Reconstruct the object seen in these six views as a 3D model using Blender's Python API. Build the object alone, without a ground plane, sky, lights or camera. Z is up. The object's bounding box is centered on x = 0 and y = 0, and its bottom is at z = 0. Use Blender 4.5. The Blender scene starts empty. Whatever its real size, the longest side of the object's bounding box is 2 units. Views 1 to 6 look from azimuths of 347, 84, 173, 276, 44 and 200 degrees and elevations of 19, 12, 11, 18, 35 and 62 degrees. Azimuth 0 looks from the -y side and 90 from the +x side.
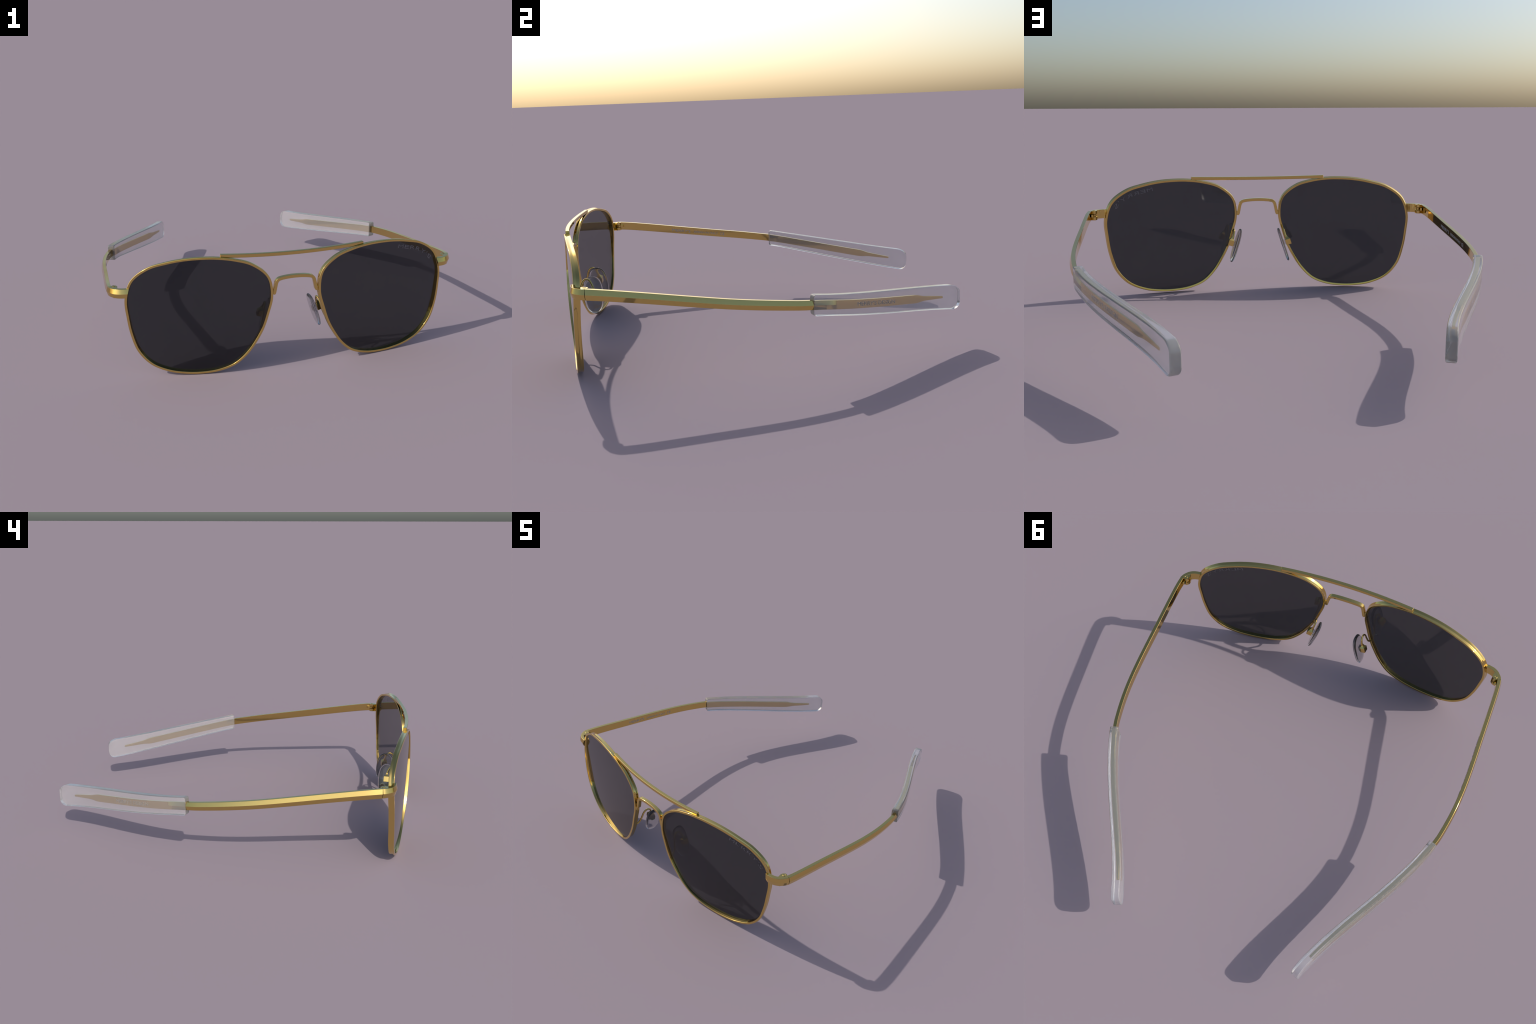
"""Gold wire-frame sunglasses with a brow bar, dark lenses, clear temple tips and nose pads.
Everything is described on the wearer's +x half and mirrored to the other side (S = +1 / -1)."""
import bpy, bmesh, math
import numpy as np
from mathutils import Vector, Matrix

# ------------------------------------------------------------------ helpers
def V(*a): return np.array(a, float)
def unit(v): return v / np.linalg.norm(v, axis=-1, keepdims=True)

def new_object(name, verts, faces, material, parent=None, smooth_angle=35, mirror=1):
    verts = [tuple(map(float, v)) for v in verts]
    if mirror < 0:
        verts = [(-x, y, z) for x, y, z in verts]
        faces = [tuple(reversed(f)) for f in faces]
    me = bpy.data.meshes.new(name)
    me.from_pydata(verts, [], [tuple(map(int, f)) for f in faces])
    me.validate()
    bm = bmesh.new(); bm.from_mesh(me); bmesh.ops.recalc_face_normals(bm, faces=bm.faces); bm.to_mesh(me); bm.free()
    for p in me.polygons: p.use_smooth = True
    me.set_sharp_from_angle(angle=math.radians(smooth_angle))
    me.materials.append(material)
    ob = bpy.data.objects.new(name, me)
    bpy.context.scene.collection.objects.link(ob)
    if parent is not None: ob.parent = parent
    # broad faces stay flat, the narrow chamfers between them carry the turn of the normal
    mod = ob.modifiers.new('weighted', 'WEIGHTED_NORMAL'); mod.weight = 80; mod.keep_sharp = True
    dg = bpy.context.evaluated_depsgraph_get()
    ob.data = bpy.data.meshes.new_from_object(ob.evaluated_get(dg)); ob.data.name = name
    ob.modifiers.clear(); bpy.data.meshes.remove(me)
    return ob

def loft(rings, closed=False, caps=True):
    """Skin equal-length rings (each ring a closed loop)."""
    n = len(rings[0]); m = len(rings)
    verts = [p for r in rings for p in r]; faces = []
    for i in range(m if closed else m - 1):
        a = i * n; b = ((i + 1) % m) * n
        for j in range(n):
            k = (j + 1) % n
            faces.append((a + j, a + k, b + k, b + j))
    if caps and not closed:
        faces.append(tuple(range(n - 1, -1, -1)))
        faces.append(tuple((m - 1) * n + j for j in range(n)))
    return verts, faces

def merge(*parts):
    verts, faces = [], []
    for v, f in parts:
        o = len(verts); verts += list(v); faces += [tuple(i + o for i in g) for g in f]
    return verts, faces

def spline(pts, n, closed=False):
    """Centripetal-free Catmull-Rom through control points, resampled evenly by length."""
    P = np.asarray(pts, float); N = len(P)
    out = []
    segs = N if closed else N - 1
    for i in range(segs):
        if closed: p0, p1, p2, p3 = (P[(i + k) % N] for k in (-1, 0, 1, 2))
        else:
            p1, p2 = P[i], P[i + 1]
            p0 = P[i - 1] if i > 0 else 2 * p1 - p2
            p3 = P[i + 2] if i + 2 < N else 2 * p2 - p1
        t = np.linspace(0, 1, 24, endpoint=False)[:, None]
        out.append(0.5 * (2 * p1 + (p2 - p0) * t + (2 * p0 - 5 * p1 + 4 * p2 - p3) * t ** 2 + (3 * p1 - p0 - 3 * p2 + p3) * t ** 3))
    out = np.concatenate(out + ([] if closed else [P[-1:]]))
    Q = np.concatenate([out, out[:1]]) if closed else out
    s = np.concatenate([[0], np.cumsum(np.linalg.norm(np.diff(Q, axis=0), axis=1))])
    u = np.linspace(0, s[-1], n + 1)[:-1] if closed else np.linspace(0, s[-1], n)
    return np.stack([np.interp(u, s, Q[:, k]) for k in range(P.shape[1])], -1)

def smooth_interp(xs, ys):
    """C2 natural cubic through (xs, ys); linear outside."""
    xs = np.asarray(xs, float); ys = np.asarray(ys, float); n = len(xs)
    h = np.diff(xs); A = np.eye(n); b = np.zeros(n)
    for i in range(1, n - 1):
        A[i, i - 1:i + 2] = h[i - 1], 2 * (h[i - 1] + h[i]), h[i]
        b[i] = 6 * ((ys[i + 1] - ys[i]) / h[i] - (ys[i] - ys[i - 1]) / h[i - 1])
    M = np.linalg.solve(A, b)
    def f(x):
        x = np.asarray(x, float)
        i = np.clip(np.searchsorted(xs, x) - 1, 0, n - 2)
        a = xs[i + 1] - x; c = x - xs[i]; hh = h[i]
        return (M[i] * a ** 3 + M[i + 1] * c ** 3) / (6 * hh) + (ys[i] / hh - M[i] * hh / 6) * a + (ys[i + 1] / hh - M[i + 1] * hh / 6) * c
    return f

def rounded_polygon(corners, radii, steps=4):
    """2-D polygon with each corner replaced by an arc-like quadratic curve."""
    out = []; n = len(corners); C = [V(*c) for c in corners]
    for i in range(n):
        p, c, q = C[i - 1], C[i], C[(i + 1) % n]; r = radii[i] if hasattr(radii, '__len__') else radii
        a = c + unit(p - c) * r; b = c + unit(q - c) * r
        for t in np.linspace(0, 1, steps): out.append((1 - t) ** 2 * a + 2 * t * (1 - t) * c + t * t * b)
    return np.array(out)

def tube(path, radius, sides=12):
    """Round wire; radius is a number or one value per path point."""
    P = np.asarray(path); T = unit(np.gradient(P, axis=0)); rad = np.broadcast_to(radius, len(P))
    up = V(0, 0, 1) if abs(T[0][2]) < .9 else V(1, 0, 0)
    rings = []; n = unit(np.cross(T[0], up))
    for p, t, r in zip(P, T, rad):
        n = unit(n - t * (n @ t)); b = np.cross(t, n)
        rings.append([p + r * (math.cos(a) * n + math.sin(a) * b) for a in np.linspace(0, 2 * math.pi, sides, endpoint=False)])
    return loft(rings)

def cylinder(centre, radius, z0, z1, sides=28, bevel=0.0012):
    prof = [(radius - bevel, z0), (radius, z0 + bevel), (radius, z1 - bevel), (radius - bevel, z1)]
    rings = [[V(centre[0] + r * math.cos(a), centre[1] + r * math.sin(a), z) for a in np.linspace(0, 2 * math.pi, sides, endpoint=False)] for r, z in prof]
    return loft(rings)

# ------------------------------------------------------------------ materials
def principled(name, **inputs):
    m = bpy.data.materials.new(name); m.use_nodes = True
    b = m.node_tree.nodes['Principled BSDF']
    for k, v in inputs.items(): b.inputs[k.replace('_', ' ')].default_value = v
    return m, b, m.node_tree

def gold_material():
    m, b, nt = principled('polished_gold', Metallic=1.0, Roughness=0.12)
    co = nt.nodes.new('ShaderNodeTexCoord')
    no = nt.nodes.new('ShaderNodeTexNoise'); no.inputs['Scale'].default_value = 60; no.inputs['Detail'].default_value = 3
    ramp = nt.nodes.new('ShaderNodeMapRange')
    ramp.inputs['To Min'].default_value = 0.045; ramp.inputs['To Max'].default_value = 0.065
    mix = nt.nodes.new('ShaderNodeMix'); mix.data_type = 'RGBA'
    mix.inputs['A'].default_value = (0.675, 0.49, 0.155, 1); mix.inputs['B'].default_value = (0.695, 0.51, 0.17, 1)
    nt.links.new(co.outputs['Object'], no.inputs['Vector'])
    nt.links.new(no.outputs['Fac'], ramp.inputs['Value']); nt.links.new(ramp.outputs['Result'], b.inputs['Roughness'])
    nt.links.new(no.outputs['Fac'], mix.inputs['Factor']); nt.links.new(mix.outputs['Result'], b.inputs['Base Color'])
    return m

def tinted(name, colour_a, colour_b, **kw):
    m, b, nt = principled(name, **kw)
    co = nt.nodes.new('ShaderNodeTexCoord')
    no = nt.nodes.new('ShaderNodeTexNoise'); no.inputs['Scale'].default_value = 4
    mix = nt.nodes.new('ShaderNodeMix'); mix.data_type = 'RGBA'
    mix.inputs['A'].default_value = colour_a; mix.inputs['B'].default_value = colour_b
    nt.links.new(co.outputs['Object'], no.inputs['Vector']); nt.links.new(no.outputs['Fac'], mix.inputs['Factor'])
    nt.links.new(mix.outputs['Result'], b.inputs['Base Color'])
    return m

GOLD = gold_material()
LENS = tinted('smoked_lens', (0.058, 0.0665, 0.073, 1), (0.061, 0.0695, 0.076, 1), Roughness=0.0, IOR=1.45, Transmission_Weight=1.0)
CLEAR = tinted('clear_plastic', (0.86, 0.86, 0.86, 1), (0.88, 0.88, 0.88, 1), Roughness=0.0, IOR=1.45, Transmission_Weight=0.815)
PAD = tinted('clear_silicone', (0.64, 0.65, 0.67, 1), (0.68, 0.69, 0.71, 1), Roughness=0.0, IOR=1.45, Transmission_Weight=0.97)
PRINT = tinted('grey_print', (0.40, 0.39, 0.42, 1), (0.44, 0.43, 0.46, 1), Roughness=0.6)
ETCH = tinted('lens_etching', (0.125, 0.12, 0.13, 1), (0.145, 0.14, 0.15, 1), Roughness=0.02, IOR=1.45)

STAMP = tinted('dark_stamp', (0.33, 0.30, 0.27, 1), (0.37, 0.34, 0.31, 1), Roughness=0.5)
root = bpy.data.objects.new('sunglasses', None)
bpy.context.scene.collection.objects.link(root)
root['label'] = 'gold metal sunglasses with dark lenses and clear tips'
root['category'] = 'sunglasses'

# ------------------------------------------------------------------ lens surface and rim outline (+x side)
XC, ZC = 0.48, 0.33
def face_y(x, z):
    X = x - XC; Z = z - ZC
    return -0.9628 + 0.1742 * X + 0.2306 * X * X + 0.0045 * Z + 0.2836 * Z * Z + 0.0732 * X * Z
def face_normal(x, z):          # pointing to the wearer (+y)
    X = x - XC; Z = z - ZC
    return unit(np.stack([-(0.1742 + 0.4612 * X + 0.0732 * Z), np.ones_like(X), -(0.0045 + 0.5672 * Z + 0.0732 * X)], -1))

# inner edge of the rim's front face: radius about (XC, ZC) every 15 degrees
RIM_R = [0.3612, 0.3780, 0.3834, 0.3566, 0.3230, 0.3050, 0.3001, 0.3090, 0.3306, 0.3632, 0.3824, 0.3593,
         0.3251, 0.3095, 0.3031, 0.3083, 0.3166, 0.3153, 0.3155, 0.3246, 0.3435, 0.3634, 0.3673, 0.3597]
th = np.radians(np.arange(24) * 15.0)
OUTLINE = spline(np.stack([XC + np.array(RIM_R) * np.cos(th), ZC + np.array(RIM_R) * np.sin(th)], -1), 240, closed=True)

def outline_frame(offset=0.0):
    """Points on the front surface along the outline, outward in-surface direction and depth direction."""
    x, z = OUTLINE[:, 0], OUTLINE[:, 1]
    P = np.stack([x, face_y(x, z), z], -1)
    T = unit(np.roll(P, -1, 0) - np.roll(P, 1, 0)); D = face_normal(x, z); R = unit(np.cross(D, T))
    c = V(XC, face_y(XC, ZC), ZC)
    if ((P - c) * R).sum() < 0: R = -R
    return P + R * offset, R, D

RIM_W, RIM_D, RIM_FRONT = 0.0126, 0.0300, 0.0030
def rim_profile():
    o = rounded_polygon([(0, 0), (RIM_W, 0), (RIM_W, RIM_D), (0, RIM_D)], 0.0024, 4)
    # shallow hollow along the outside of the rim
    pts = list(o[:8])
    for f in (0.30, 0.42, 0.5, 0.58, 0.70):
        pts.append(V(RIM_W - 0.0026 * math.sin(math.pi * (f - .18) / .64), RIM_D * f))
    return np.array(pts + list(o[8:]))

def build_rim(S):
    P, R, D = outline_frame(); prof = rim_profile()
    rings = [[p + r * a + d * (b - RIM_FRONT) for a, b in prof] for p, r, d in zip(P, R, D)]
    v, f = loft(rings, closed=True)
    f = [tuple(reversed(g)) for g in f]
    return new_object('rim', v, f, GOLD, root, 40, S)

LENS_BACK, LENS_T = 0.0055, 0.0060
LENS_IN, LENS_TILT = 0.0034, 0.022   # it sits deeper in the rim towards the temple
FLAT = 0.22                     # the lens keeps only a fifth of the rim's bow
def lens_y(x, z):
    X = x - XC; Z = z - ZC
    return -0.9628 + (1 - FLAT) * 0.0285 + LENS_IN + (0.1682 + LENS_TILT) * X + 0.0045 * Z + FLAT * (0.2306 * X * X + 0.2836 * Z * Z + 0.0732 * X * Z)
def lens_normal(x, z):
    X = x - XC; Z = z - ZC
    return unit(np.stack([-(0.1682 + LENS_TILT + FLAT * (0.4612 * X + 0.0732 * Z)), np.ones_like(X), -(0.0045 + FLAT * (0.5672 * Z + 0.0732 * X))], -1))
def lens_point(x, z, depth):
    return np.stack([x, lens_y(x, z), z], -1) + lens_normal(x, z) * depth

def build_lens(S):
    ring_n = len(OUTLINE); steps = 18
    _, R, _ = outline_frame()
    edge = OUTLINE + R[:, [0, 2]] * 0.004
    c = V(XC, ZC); sides = []
    for depth in (LENS_BACK, LENS_BACK + LENS_T):
        rows = [lens_point(*(c + (edge - c) * (k / steps)).T, depth) for k in range(1, steps + 1)]
        sides.append((lens_point(np.array([XC]), np.array([ZC]), depth)[0], rows))
    verts, faces = [], []
    for s, (centre, rows) in enumerate(sides):
        o = len(verts); verts.append(centre)
        for r in rows: verts += list(r)
        for j in range(ring_n):
            k = (j + 1) % ring_n
            g = [(o, o + 1 + j, o + 1 + k)]
            for i in range(steps - 1):
                a = o + 1 + i * ring_n; b = a + ring_n
                g.append((a + j, b + j, b + k, a + k))
            faces += g if s else [tuple(reversed(q)) for q in g]
    o2 = 1 + steps * ring_n; a = 1 + (steps - 1) * ring_n; b = o2 + a
    for j in range(ring_n):
        k = (j + 1) % ring_n
        faces.append((a + j, a + k, b + k, b + j))
    faces = [tuple(reversed(q)) for q in faces]
    return new_object('lens', verts, faces, LENS, root, 50, S)

# ------------------------------------------------------------------ brow bar and bridge
def build_brow_bar():
    half, depth, tall = 0.376, 0.0192, 0.0180
    prof = rounded_polygon([(0, 0), (depth, 0), (depth, -tall), (0, -tall)], 0.0028, 4)
    rings = []
    for i, x in enumerate(np.linspace(-half, half, 61)):
        q = (x / 0.375) ** 2; shrink = 1.0
        y0 = -0.9772 + 0.0305 * q; zt = 0.6448 + 0.0065 * q
        slope = 2 * 0.0305 * x / 0.375 ** 2
        n = unit(V(-slope, 1.0)); 
        rings.append([V(x + a * n[0], y0 + a * n[1], zt + b) for a, b in prof])
    c0 = np.mean(rings[0], 0); c1 = np.mean(rings[-1], 0)
    lid = lambda ring, c, dx: [c + (p - c) * 0.88 + V(dx, 0, 0) for p in ring]
    rings = [lid(rings[0], c0, -0.0015)] + rings + [lid(rings[-1], c1, 0.0015)]
    v, f = loft(rings)
    return new_object('brow_bar', v, f, GOLD, root, 30)

def build_bridge():
    half = [(0.1128, 0.4250), (0.1085, 0.447), (0.1035, 0.471), (0.0985, 0.490), (0.0900, 0.5015), (0.0780, 0.5065), (0.055, 0.5100), (0.028, 0.5122)]
    path = spline(half + [(0, 0.5128)] + [(-x, z) for x, z in reversed(half)], 90)
    T = unit(np.gradient(path, axis=0)); w, d = 0.0084, 0.0215
    rings = []
    for k, (p, t) in enumerate(zip(path, T)):
        n = V(-t[1], t[0])                      # in-plane normal
        end = min(k, len(path) - 1 - k)
        s = math.sqrt(max(0.0, 1 - (1 - min(end / 4.0, 1)) ** 2)) * 0.75 + 0.25 if end < 4 else 1
        y0 = -0.9905 + 0.004 * (1 - (p[0] / 0.112) ** 2)
        prof = rounded_polygon([(-w * s, 0), (w * s, 0), (w * s, d), (-w * s, d)], 0.0018 * s, 4)
        rings.append([V(p[0] + n[0] * a, y0 + b, p[1] + n[1] * a) for a, b in prof])
    parts = [loft(rings)]
    for S in (1, -1):                            # solder joints to the rims
        path = [V(S * 0.110, -0.9795, 0.438), V(S * 0.124, -0.980, 0.436)]
        prof = rounded_polygon([(-.008, -.012), (.008, -.012), (.008, .012), (-.008, .012)], .003, 4)
        parts.append(loft([[p + V(0, a, b) for a, b in prof] for p in (path if S > 0 else path[::-1])]))
    v, f = merge(*parts)
    return new_object('nose_bridge', v, f, GOLD, root, 35)

# ------------------------------------------------------------------ temple, end piece
# top outer edge of the temple bar: y -> (x, z)
TY = [-0.80, -0.75, -0.70, -0.60, -0.50, -0.40, -0.30, -0.20, -0.10, 0.0, 0.10, 0.18]
TX = [0.9310, 0.9345, 0.9357, 0.9360, 0.9358, 0.9360, 0.9360, 0.9343, 0.9288, 0.9177, 0.9001, 0.8829]
TZ = [0.4867, 0.4818, 0.4758, 0.4622, 0.4479, 0.4333, 0.4191, 0.4052, 0.3926, 0.3806, 0.3683, 0.3580]
temple_x = smooth_interp(TY, np.array(TX) + 0.0024); temple_z = smooth_interp(TY, TZ)

# clear tip: centre line and top / bottom edges
PY = [0.15, 0.25, 0.35, 0.45, 0.55, 0.65, 0.75, 0.85, 0.95, 1.0]
PX = [0.8795, 0.8440, 0.7997, 0.7487, 0.6931, 0.6355, 0.5787, 0.5262, 0.4815, 0.4620]
PT = [0.3885, 0.3732, 0.3594, 0.3467, 0.3343, 0.3221, 0.3100, 0.2982, 0.2868, 0.2812]
PB = [0.2918, 0.2780, 0.2600, 0.2425, 0.2257, 0.2098, 0.1942, 0.1785, 0.1630, 0.1552]
tip_x = smooth_interp(PY, PX); tip_top = smooth_interp(PY, np.array(PT) + 0.0018); tip_bottom = smooth_interp(PY, np.array(PB) - 0.0012)

BAR_T, RIDGE = 0.0185, 0.0074
def bar_profile(height, thick=BAR_T, ridge=RIDGE, bevel=0.0016):
    """Cross-section (outward, up) of the side bar: flat inside, low ridge along the outside."""
    h = height
    return rounded_polygon([(-thick, 0), (0, 0), (ridge, -h / 2), (0, -h), (-thick, -h)],
                           [bevel, bevel * .8, bevel * .35, bevel * .8, bevel], 4)

def bar_section(p, tangent, height, **kw):
    """Section at p (top outer edge) across a horizontal tangent."""
    t = unit(V(tangent[0], tangent[1])); out = V(t[1], -t[0], 0)
    return [p + out * a + V(0, 0, b) for a, b in bar_profile(height, **kw)]

def build_end_piece(S):
    path = spline([(0.8330, -0.8712), (0.858, -0.8685), (0.882, -0.8620), (0.9035, -0.8490), (0.9190, -0.8310), (0.9285, -0.8150), (0.9322, -0.8022)], 40)
    T = unit(np.gradient(path, axis=0))
    rings = [bar_section(V(p[0], p[1], 0.4885 - 0.0015 * k / 39), t, 0.0485) for k, (p, t) in enumerate(zip(path, T))]
    top = rings[0][0][2]                         # the inner end is cut on a slant
    for i in range(4):
        rings[i] = [q + V(*T[i], 0) * ((top - q[2]) * 0.30 * (1 - i / 4)) for q in rings[i]]
    parts = [loft([r[::-1] for r in rings])]
    # lobes carrying the hinge screw, one at the top and one at the bottom
    for z1, z0 in ((0.4868, 0.4715), (0.4540, 0.4375)):
        lobe = rounded_polygon([(0.925, -0.806), (0.903, -0.786), (0.884, -0.806), (0.890, -0.838), (0.908, -0.845)], [.004, .012, .012, .004, .002], 6)
        parts.append(loft([[V(x, y, z) for x, y in lobe] for z in (z1, z0)]))
    v, f = merge(*parts)
    return new_object('end_piece', v, f, GOLD, root, 32, S)

HINGE = (0.9030, -0.8065)
def build_hinge(S, parent):
    parts = [cylinder(HINGE, 0.0128, 0.4560, 0.4695), cylinder(HINGE, 0.0135, 0.4715, 0.4862), cylinder(HINGE, 0.0135, 0.4365, 0.4540)]
    v, f = merge(*parts)
    hinge = new_object('hinge', v, f, GOLD, parent, 35, S)
    # slotted screw head on the top
    c = HINGE; rings = []
    for r, z in ((0.0078, 0.4860), (0.0078, 0.4878), (0.0062, 0.4886), (0.0052, 0.4878), (0.0004, 0.4876)):
        rings.append([V(c[0] + r * math.cos(a), c[1] + r * math.sin(a), z) for a in np.linspace(0, 2 * math.pi, 24, endpoint=False)])
    v, f = loft(rings)
    new_object('hinge_screw', v, f, GOLD, parent, 35, S)
    return hinge

def temple_height(y): return np.interp(y, [-0.8, 0.18, 0.5], [0.0490, 0.0438, 0.0415])
CORE_END = 0.8925
def core_height(y):
    taper = smooth_interp([0.72, 0.735, 0.752, 0.770, 0.79, 0.82, 0.86, CORE_END], [1.0, 0.98, 0.84, 0.64, 0.54, 0.46, 0.36, 0.27])
    return temple_height(y) * (taper(y) if y > 0.72 else 1.0)

def build_temple(S):
    ys = np.concatenate([np.linspace(-0.8005, 0.14, 70), np.linspace(0.16, CORE_END, 90)])
    pts, hs, thick = [], [], []
    for y in ys:
        w = np.clip((y - 0.10) / 0.14, 0, 1); w = w * w * (3 - 2 * w)
        h = float(core_height(y)); t = BAR_T if y < 0.70 else float(np.interp(y, [0.70, CORE_END], [BAR_T, 0.011]))
        zc = 0.5 * (tip_top(y) + tip_bottom(y)) + 0.002
        bar = V(temple_x(min(y, 0.2)), temple_z(min(y, 0.2)))
        core = V(tip_x(y) + t / 2 * 0.9, zc + h / 2)
        p = bar * (1 - w) + core * w
        pts.append(V(p[0], y, p[1])); hs.append(h); thick.append(t)
    pts = np.array(pts); T = np.gradient(pts, axis=0)
    rings = []
    for p, t, h, k in zip(pts, T, hs, thick):
        rings.append(bar_section(p, t, h, thick=k, ridge=RIDGE * (1 - np.clip((p[1] - 0.18) / 0.14, 0, 0.97) ** 1.5), bevel=min(0.0016, h * .12)))
    first = np.mean(rings[0], 0); rings = [[first + (q - first) * V(.9, 1, .94) - V(0, .0005, 0) for q in rings[0]]] + rings
    last = np.mean(rings[-1], 0); rings.append([last + (q - last) * 0.6 + V(-.0008, .002, -.0006) for q in rings[-1]])
    parts = [loft([r[::-1] for r in rings])]
    # tongue that reaches the middle hinge knuckle
    tongue = rounded_polygon([(0.9135, -0.772), (0.9150, -0.800), (0.903, -0.806), (0.898, -0.800), (0.9030, -0.776)], .002, 3)
    parts.append(loft([[V(x, y, z) for x, y in tongue] for z in (0.4695, 0.4560)]))
    v, f = merge(*parts)
    return new_object('temple', v, f, GOLD, root, 32, S)

TIP_H = 0.0208
def build_tip(S, parent):
    y0, y1 = 0.1765, 0.9935
    ys = np.concatenate([y0 + 0.018 * (1 - np.cos(np.linspace(0, math.pi / 2, 9))), np.linspace(y0 + 0.03, y1 - 0.062, 60),
                         y1 - 0.056 * (1 - np.sin(np.linspace(0, math.pi / 2, 26)))])
    c = np.stack([tip_x(ys), ys], -1); T = unit(np.gradient(c, axis=0))
    rings = []
    for (x, y), t in zip(c, T):
        top, bot = float(tip_top(y)), float(tip_bottom(y)); h = TIP_H
        def corner(d, along, drop):          # elliptical corner
            return 0.0 if d >= along else drop * (1 - math.sqrt(max(0.0, 1 - ((along - d) / along) ** 2)))
        front, back = (y - y0), (y1 - y)
        top -= corner(front, 0.014, 0.012) + corner(back, 0.054, 0.040); bot += corner(front, 0.012, 0.010) + corner(back, 0.042, 0.050)
        if front < 0.003: h -= 0.003 - front
        if back < 0.004: h -= (0.004 - back) * 0.9
        out = V(t[1], -t[0], 0)
        prof = rounded_polygon([(-h, top), (h, top), (h, bot), (-h, bot)], 0.0075, 6)
        rings.append([V(x, y, 0) + out * a + V(0, 0, b) for a, b in prof])
    v, f = loft([r[::-1] for r in rings])
    return new_object('temple_tip', v, f, CLEAR, parent, 40, S)

# ------------------------------------------------------------------ nose pads
PAD_C = V(0.1345, -0.8690, 0.2665)
PAD_U = unit(V(-0.0575, -0.012, 0.1810))                       # long axis, upwards
PAD_D = unit(V(-0.09, 0.996, 0.0)); PAD_D = unit(PAD_D - PAD_U * (PAD_D @ PAD_U))
PAD_N = np.cross(PAD_U, PAD_D)                                 # towards the lens or the nose
if PAD_N[0] < 0: PAD_N = -PAD_N                                # +x : away from the nose
def build_pad(S):
    a, b, t = 0.0495, 0.0980, 0.0090
    ang = np.linspace(0, 2 * math.pi, 64, endpoint=False)
    def outline(s):
        e = 2 / 2.5
        x = np.sign(np.cos(ang)) * np.abs(np.cos(ang)) ** e * a * s
        y = np.sign(np.sin(ang)) * np.abs(np.sin(ang)) ** e * b * s
        return x * (1 + 0.05 * y / b), y
    rings = []
    for s, w in ((0.02, -1.0), (0.4, -1.0), (0.75, -0.97), (0.88, -0.88), (0.95, -0.66), (0.99, -0.3), (1.0, 0.05), (0.99, 0.4), (0.95, 0.72), (0.88, 0.9), (0.75, 0.98), (0.4, 1.0), (0.02, 1.0)):
        x, y = outline(s)
        rings.append([PAD_C + PAD_D * i + PAD_U * j + PAD_N * (t * w) for i, j in zip(x, y)])
    parts = [loft(rings)]
    # boss that enters the clip
    base = PAD_C + PAD_U * 0.010 + PAD_N * (t * 0.8)
    sq = rounded_polygon([(-.012, -.016), (.012, -.016), (.012, .016), (-.012, .016)], .005, 5)
    parts.append(loft([[base + PAD_D * i + PAD_U * j + PAD_N * w for i, j in sq] for w in (0.0, 0.016)]))
    v, f = merge(*parts)
    ob = new_object('nose_pad', v, f, PAD, root, 45, S)
    return ob

def build_pad_arm(S):
    path = spline([(0.182, -0.970, 0.248), (0.175, -0.955, 0.2545), (0.168, -0.941, 0.270), (0.157, -0.932, 0.303), (0.150, -0.923, 0.332),
                   (0.144, -0.912, 0.3485), (0.1412, -0.898, 0.3530), (0.1415, -0.884, 0.3455), (0.1460, -0.873, 0.325), (0.1525, -0.8665, 0.302)], 70)
    r = np.full(70, 0.0052); r[-10:] = np.linspace(0.0052, 0.0068, 10)
    v, f = tube(path, r, 14)
    arm = new_object('nose_pad_arm', v, f, GOLD, root, 40, S)
    # box clip, flared up to the wire
    c = PAD_C + PAD_U * 0.009 + PAD_N * 0.0325
    sec = rounded_polygon([(-.0165, -.0150), (.0165, -.0150), (.0165, .0150), (-.0165, .0150)], .0012, 3)
    rings = []
    for u, s in ((-0.0180, 0.94), (-0.0170, 1.0), (0.012, 1.0), (0.0135, 0.95), (0.020, 0.60), (0.027, 0.36), (0.034, 0.26)):
        q = np.clip((u - 0.011) / 0.02, 0, 1) ** 2
        shift = V(0, 0, 0) * q
        rings.append([c + shift + PAD_U * u + PAD_D * (i * s) + PAD_N * (j * s) for i, j in sec])
    v, f = loft(rings)
    new_object('pad_clip', v, f, GOLD, arm, 30, S)
    return arm

# ------------------------------------------------------------------ lettering
def text_mesh(body, size=1.0, bold=0.0):
    """Flat extruded text as (verts, faces) with unit cap height, left-aligned at 0."""
    cu = bpy.data.curves.new('lettering', 'FONT'); cu.body = body; cu.size = 1.0; cu.extrude = 0.5; cu.offset = bold; cu.resolution_u = 3
    ob = bpy.data.objects.new('lettering', cu); bpy.context.scene.collection.objects.link(ob)
    dg = bpy.context.evaluated_depsgraph_get(); dg.update()
    me = bpy.data.meshes.new_from_object(ob.evaluated_get(dg))
    v = np.array([tuple(p.co) for p in me.vertices]); f = [tuple(p.vertices) for p in me.polygons]
    bpy.data.objects.remove(ob); bpy.data.curves.remove(cu); bpy.data.meshes.remove(me)
    return v, f

def fit(v, width, height):
    v = v.copy(); lo = v.min(0); hi = v.max(0)
    v[:, 0] = (v[:, 0] - lo[0]) / (hi[0] - lo[0]) * width; v[:, 1] = (v[:, 1] - lo[1]) / (hi[1] - lo[1]) * height
    v[:, 2] = np.sign(v[:, 2])
    return v

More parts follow.
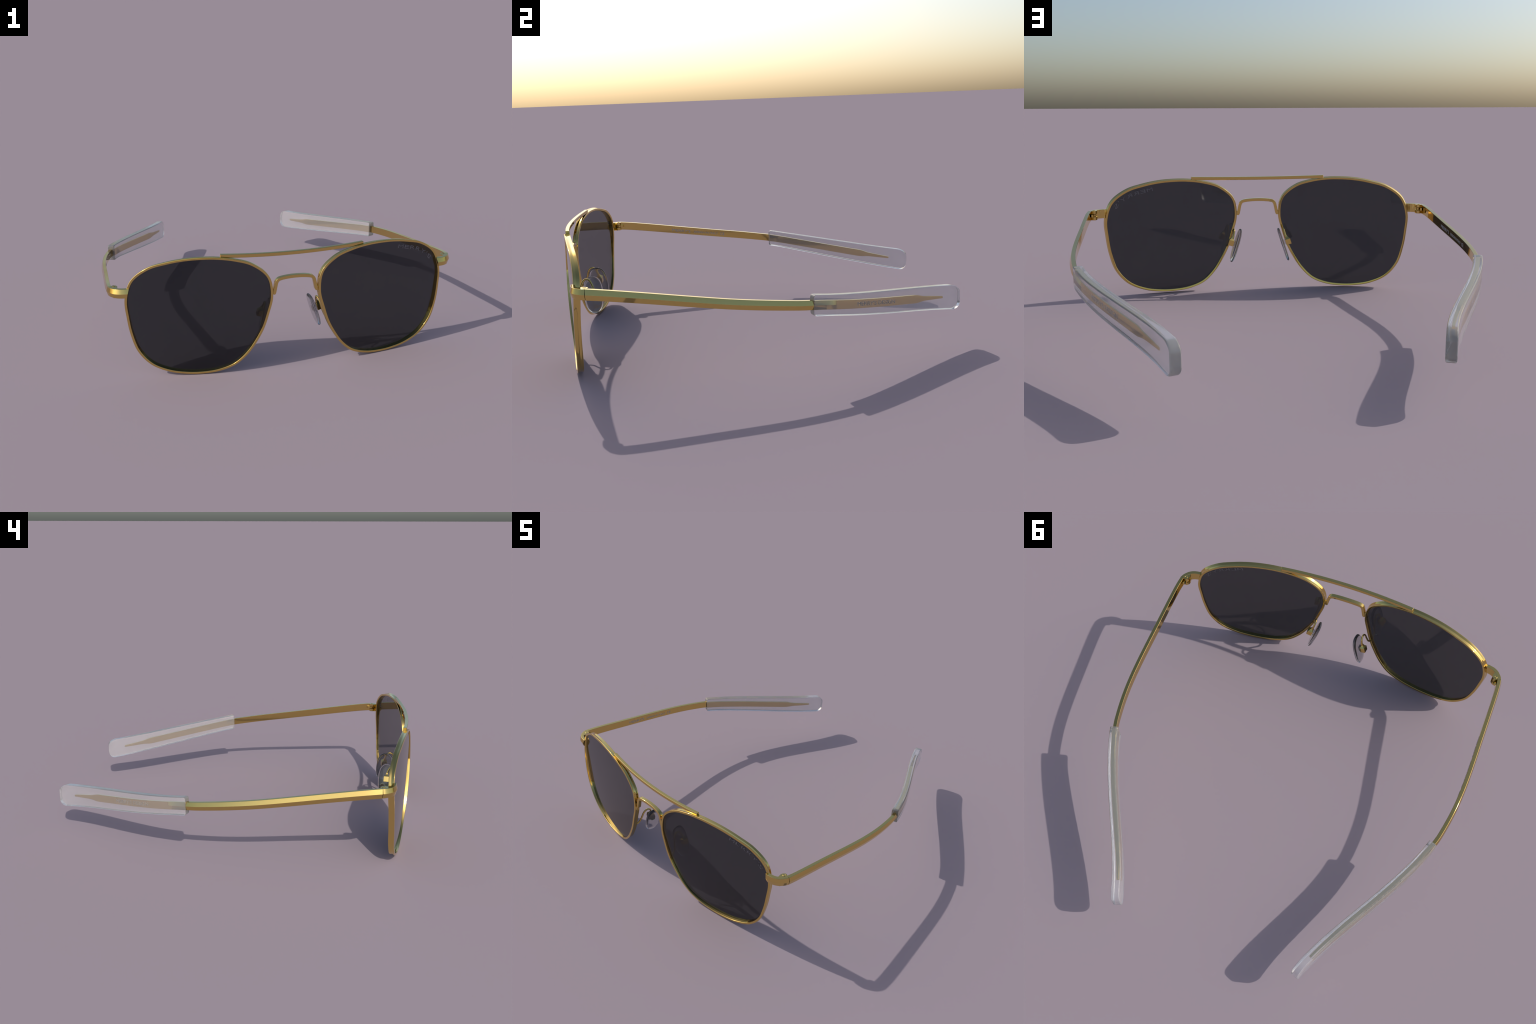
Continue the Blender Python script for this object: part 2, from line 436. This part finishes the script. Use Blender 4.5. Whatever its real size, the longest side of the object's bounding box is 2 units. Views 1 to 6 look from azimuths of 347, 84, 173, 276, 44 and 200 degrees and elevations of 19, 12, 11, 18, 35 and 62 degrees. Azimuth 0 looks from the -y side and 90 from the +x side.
def letter_lens(parent):
    """Name etched along the upper outer curve of the +x lens."""
    _, R, _ = outline_frame()
    line = OUTLINE - R[:, [0, 2]] * 0.030
    a = np.degrees(np.arctan2(line[:, 1] - ZC, line[:, 0] - XC)) % 360
    keep = (a > 18) & (a < 75); L = line[keep][np.argsort(-a[keep])]
    s = np.concatenate([[0], np.cumsum(np.linalg.norm(np.diff(L, axis=0), axis=1))])
    start = s[np.argmin(np.abs(L[:, 0] - 0.590))]
    parts = []; widths = [0.032, 0.028, 0.030, 0.030, 0.030, 0.006, 0.030]; pos = start
    for ch, w in zip("MERRY'S", widths):
        v, f = text_mesh(ch); h = 0.019 if ch != "'" else 0.006
        v = fit(v, w, h); v[:, 1] += (0.0 if ch != "'" else 0.014) - 0.0095
        mid = pos + w / 2
        c = V(*(np.interp(mid, s, L[:, k]) for k in (0, 1))); c2 = V(*(np.interp(mid + .004, s, L[:, k]) for k in (0, 1)))
        t = unit(c2 - c); n = V(-t[1], t[0])
        xz = c + np.outer(v[:, 0] - w / 2, t) + np.outer(v[:, 1], n)
        d = np.where(v[:, 2] < 0, LENS_BACK + LENS_T + 0.0003, LENS_BACK - 0.0003)
        P = lens_point(xz[:, 0], xz[:, 1], d[:, None])
        parts.append((list(P), f)); pos += w + 0.0085
    v, f = merge(*parts)
    return new_object('lens_lettering', v, f, ETCH, parent, 30)

def letter_temple_inside(parent):
    """Maker's line printed on the inner face of the -x temple."""
    parts = []
    for body, ya, yb, h in (("MERRY'S", -0.462, -0.342, 0.017), ("DESIGN IN ITALY", -0.318, -0.162, 0.0125), ("CE", -0.146, -0.118, 0.017)):
        v, f = text_mesh(body); v = fit(v, yb - ya, h); y = ya + v[:, 0]
        # subdivide-free: short text follows the bar point by point
        x = temple_x(y) - BAR_T - np.where(v[:, 2] > 0, 0.0005, -0.0012)
        z = temple_z(y) - temple_height(y) * 0.55 + v[:, 1] - h / 2
        parts.append(([V(-a, b, c) for a, b, c in zip(x, y, z)], f))
    v, f = merge(*parts)
    return new_object('temple_lettering', v, f, PRINT, parent, 30)

def letter_core(S, parent):
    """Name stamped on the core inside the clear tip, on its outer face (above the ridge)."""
    ya, yb, h = (0.395, 0.600, 0.0195)
    v, f = text_mesh("MERRY'S DESIGN"); v = fit(v, yb - ya, h)
    y = ya + v[:, 0] if S > 0 else yb - v[:, 0]
    zc = 0.5 * (tip_top(y) + tip_bottom(y)) + 0.002
    up = v[:, 1] - h / 2
    dx = (tip_x(y + .002) - tip_x(y - .002)) / .004; nx = 1 / np.sqrt(1 + dx * dx)
    off = BAR_T / 2 * .9 + np.where(v[:, 2] > 0, 0.0008, -0.001)
    P = [V(S * (x + o * n), yy - o * n * d, z) for x, o, n, yy, d, z in zip(tip_x(y), off, nx, y, dx, zc + up)]
    return new_object('tip_lettering', P, f, STAMP, parent, 30)

# ------------------------------------------------------------------ assemble
build_brow_bar(); build_bridge()
for S in (1, -1):
    build_rim(S)
    lens = build_lens(S)
    build_pad(S); build_pad_arm(S)
    ep = build_end_piece(S); build_hinge(S, ep)
    temple = build_temple(S); build_tip(S, temple); letter_core(S, temple)
    if S > 0: letter_lens(lens)
    else: letter_temple_inside(temple)
